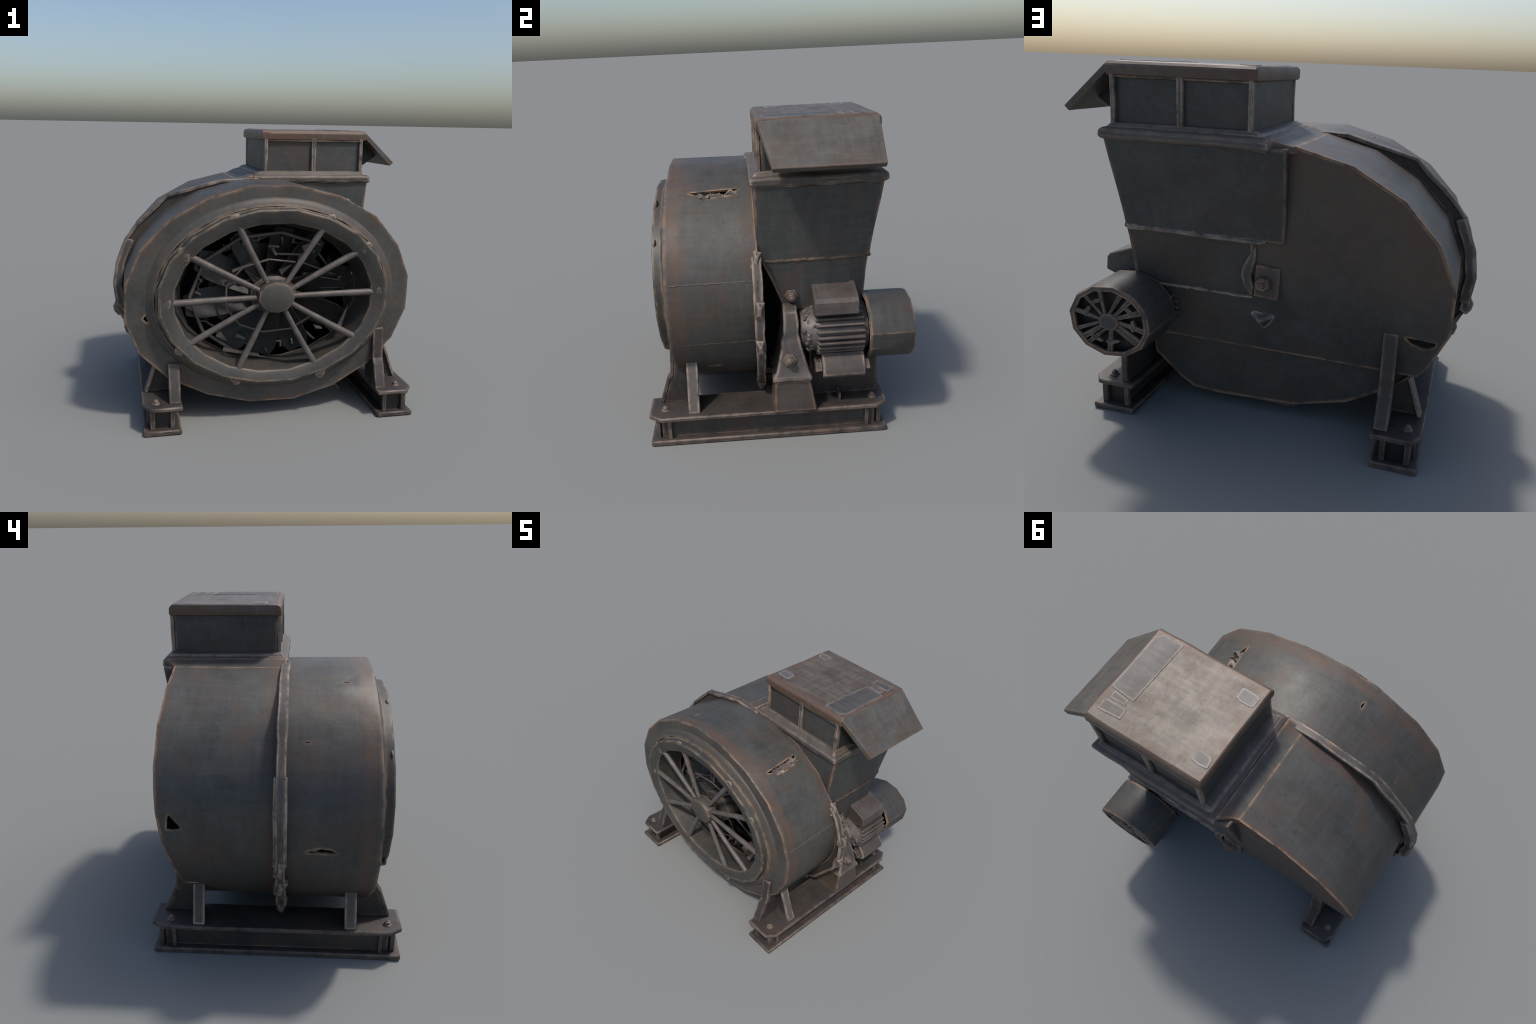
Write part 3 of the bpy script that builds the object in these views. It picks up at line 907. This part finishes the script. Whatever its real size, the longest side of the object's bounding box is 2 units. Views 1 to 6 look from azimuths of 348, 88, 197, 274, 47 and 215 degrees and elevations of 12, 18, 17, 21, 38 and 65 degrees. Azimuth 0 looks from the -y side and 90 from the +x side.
finish(bm, "drive_shaft", M_FRAME, ped, 0, 40)
bm = bmesh.new()
add_loft(bm, [rect(.60, .67, -.09, .02, .30), rect(.60, .67, -.09, .02, .335)])
finish(bm, "pedestal_lug", M_FRAME, ped, .004)
box("motor_wall", (.697, .175, .172), (.730, .578, .50), M_FRAME, ped, .005)
box("wall_stiffener", (.75, .33, .174), (.83, .345, .225), M_FRAME, ped, .003)

# ------------------------------------------------------------------ motor
MX, MZ = .676, .604
FZ = .594                       # fan cover axis sits a little lower
def round_row(a, b, y, n, off=0.0):
    return [(MX + a * math.cos(TAU * i / n + off), y, MZ + b * math.sin(TAU * i / n + off)) for i in range(n)]
bm = bmesh.new()
add_loft(bm, [round_row(.12, .09, .115, 20), round_row(.165, .118, .125, 20), round_row(.200, .138, .185, 20), round_row(.200, .138, .455, 20), round_row(.18, .13, .505, 20)])
motor = finish(bm, "motor_body", M_MOTOR, None, .004, smooth=30)
fn = bmesh.new()
add_prism(fn, [(-.009, .20, -.012), (.009, .20, -.012), (.006, .215, .026), (-.006, .215, .026)], [(-.009, .47, -.012), (.009, .47, -.012), (.006, .475, .026), (-.006, .475, .026)])
bmesh.ops.recalc_face_normals(fn, faces=fn.faces)
fnm = bpy.data.meshes.new("cooling_fin"); fn.to_mesh(fnm); fn.free(); fnm.materials.append(M_MOTOR)
for i in range(30):
    t = TAU * i / 30 + .05
    place(fnm, "cooling_fin", motor, .002, 30, 1, Matrix.Translation((MX + .198 * math.cos(t), 0, MZ + .136 * math.sin(t))) @ Matrix.Rotation(math.atan2(math.cos(t) / .2, math.sin(t) / .138), 4, "Y"))
bm = bmesh.new()   # knobbly bearing end
rr = random.Random(11)
for i in range(60):
    t = TAU * i / 60 + rr.uniform(-.05, .05)
    c = Vector((MX + .186 * math.cos(t), .165 + rr.uniform(-.035, .035), MZ + .128 * math.sin(t)))
    bmesh.ops.create_icosphere(bm, subdivisions=1, radius=rr.uniform(.009, .019), matrix=Matrix.Translation(c))
jitter(bm, .007, 60, 5)
e = finish(bm, "end_bell_knobs", M_MOTOR, motor, 0, 50)
e["kind"] = "stuff"
# fan cover: 12-sided can with torn grille
n = 12
off = math.radians(8)
def can_row(a, b, y, n, off):
    return [(x, yy, z + FZ - MZ) for x, yy, z in round_row(a, b, y, n, off)]
bm = bmesh.new()
add_rows = [can_row(.218, .181, .500, n, off), can_row(.227, .189, .508, n, off), can_row(.227, .189, .742, n, off), can_row(.220, .182, .758, n, off),
            can_row(.194, .160, .760, n, off), can_row(.194, .160, .745, n, off), can_row(.212, .174, .735, n, off), can_row(.210, .172, .51, n, off)]
R = add_loft(bm, add_rows + [add_rows[0]], caps=False)
bmesh.ops.remove_doubles(bm, verts=bm.verts, dist=1e-5)
can = finish(bm, "fan_cover", M_DUCT, motor, 0, smooth=32)
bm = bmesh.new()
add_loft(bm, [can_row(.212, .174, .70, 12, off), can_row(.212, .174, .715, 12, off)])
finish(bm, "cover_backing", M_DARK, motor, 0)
bm = bmesh.new()
add_loft(bm, [can_row(.062, .050, .73, 8, off), can_row(.058, .046, .762, 8, off), can_row(.035, .028, .770, 8, off)])
finish(bm, "cover_cap", M_DUCT, can, .004, 25)
bm = bmesh.new()
rr = random.Random(3)
for i in range(13):
    t = TAU * i / 13 + .2 + rr.uniform(-.1, .1)
    t2 = t + rr.uniform(-.25, .35)
    p0 = Vector((MX + .05 * math.cos(t), .754, FZ + .04 * math.sin(t)))
    p1 = Vector((MX + .200 * math.cos(t2), .756, FZ + .166 * math.sin(t2)))
    d = (p1 - p0).normalized()
    s = Vector((-d.z, 0, d.x)) * rr.uniform(.010, .017)
    dep = Vector((0, -.014, 0))
    add_prism(bm, [p0 - s * .6, p0 + s * .6, p1 + s, p1 - s], [p0 - s * .6 + dep, p0 + s * .6 + dep, p1 + s + dep, p1 - s + dep])
for i in range(9):     # broken arc pieces
    t = TAU * i / 9 + .1
    if i in (2, 5, 8):
        continue
    r = .115 + .01 * (i % 2)
    a0, a1 = t, t + .55
    pr = [(r, a0), (r + .012, a0), (r + .020, (a0 + a1) / 2), (r + .016, a1), (r, a1)]
    add_prism(bm, [(MX + q * 1.08 * math.cos(a), .757 + .0008 * i, FZ + q * .84 * math.sin(a)) for q, a in pr], [(MX + q * 1.08 * math.cos(a), .742, FZ + q * .84 * math.sin(a)) for q, a in pr])
g = finish(bm, "cover_grille", M_FRAME, can, .002, 25)
# terminal box
bm = bmesh.new()
sec = [(.62, .715), (.80, .715), (.878, .742), (.872, .812), (.856, .832), (.72, .880), (.62, .888)]
add_prism(bm, [(x, .198 + .01 * (x < .7), z) for x, z in sec], [(x, .446, z) for x, z in sec])
finish(bm, "terminal_box", M_MOTOR, motor, .006, smooth=30)
# motor foot under the body
bm = bmesh.new()
sec = [(.70, .355), (.88, .362), (.908, .385), (.902, .425), (.875, .462), (.84, .50), (.70, .51)]
add_prism(bm, [(x, .235, z) for x, z in sec], [(x, .475, z) for x, z in sec])
foot = finish(bm, "motor_foot", M_TRIM, motor, .006, smooth=30)
bm = bmesh.new()
sec2 = [(.71, .390), (.86, .385), (.89, .41), (.85, .45), (.71, .46)]
add_prism(bm, [(x, .195, z) for x, z in sec2], [(x, .235, z) for x, z in sec2])
add_prism(bm, [(x, .4755, z) for x, z in sec2], [(x, .505, z) for x, z in sec2])
finish(bm, "foot_ear", M_FRAME, foot, .004, 25)
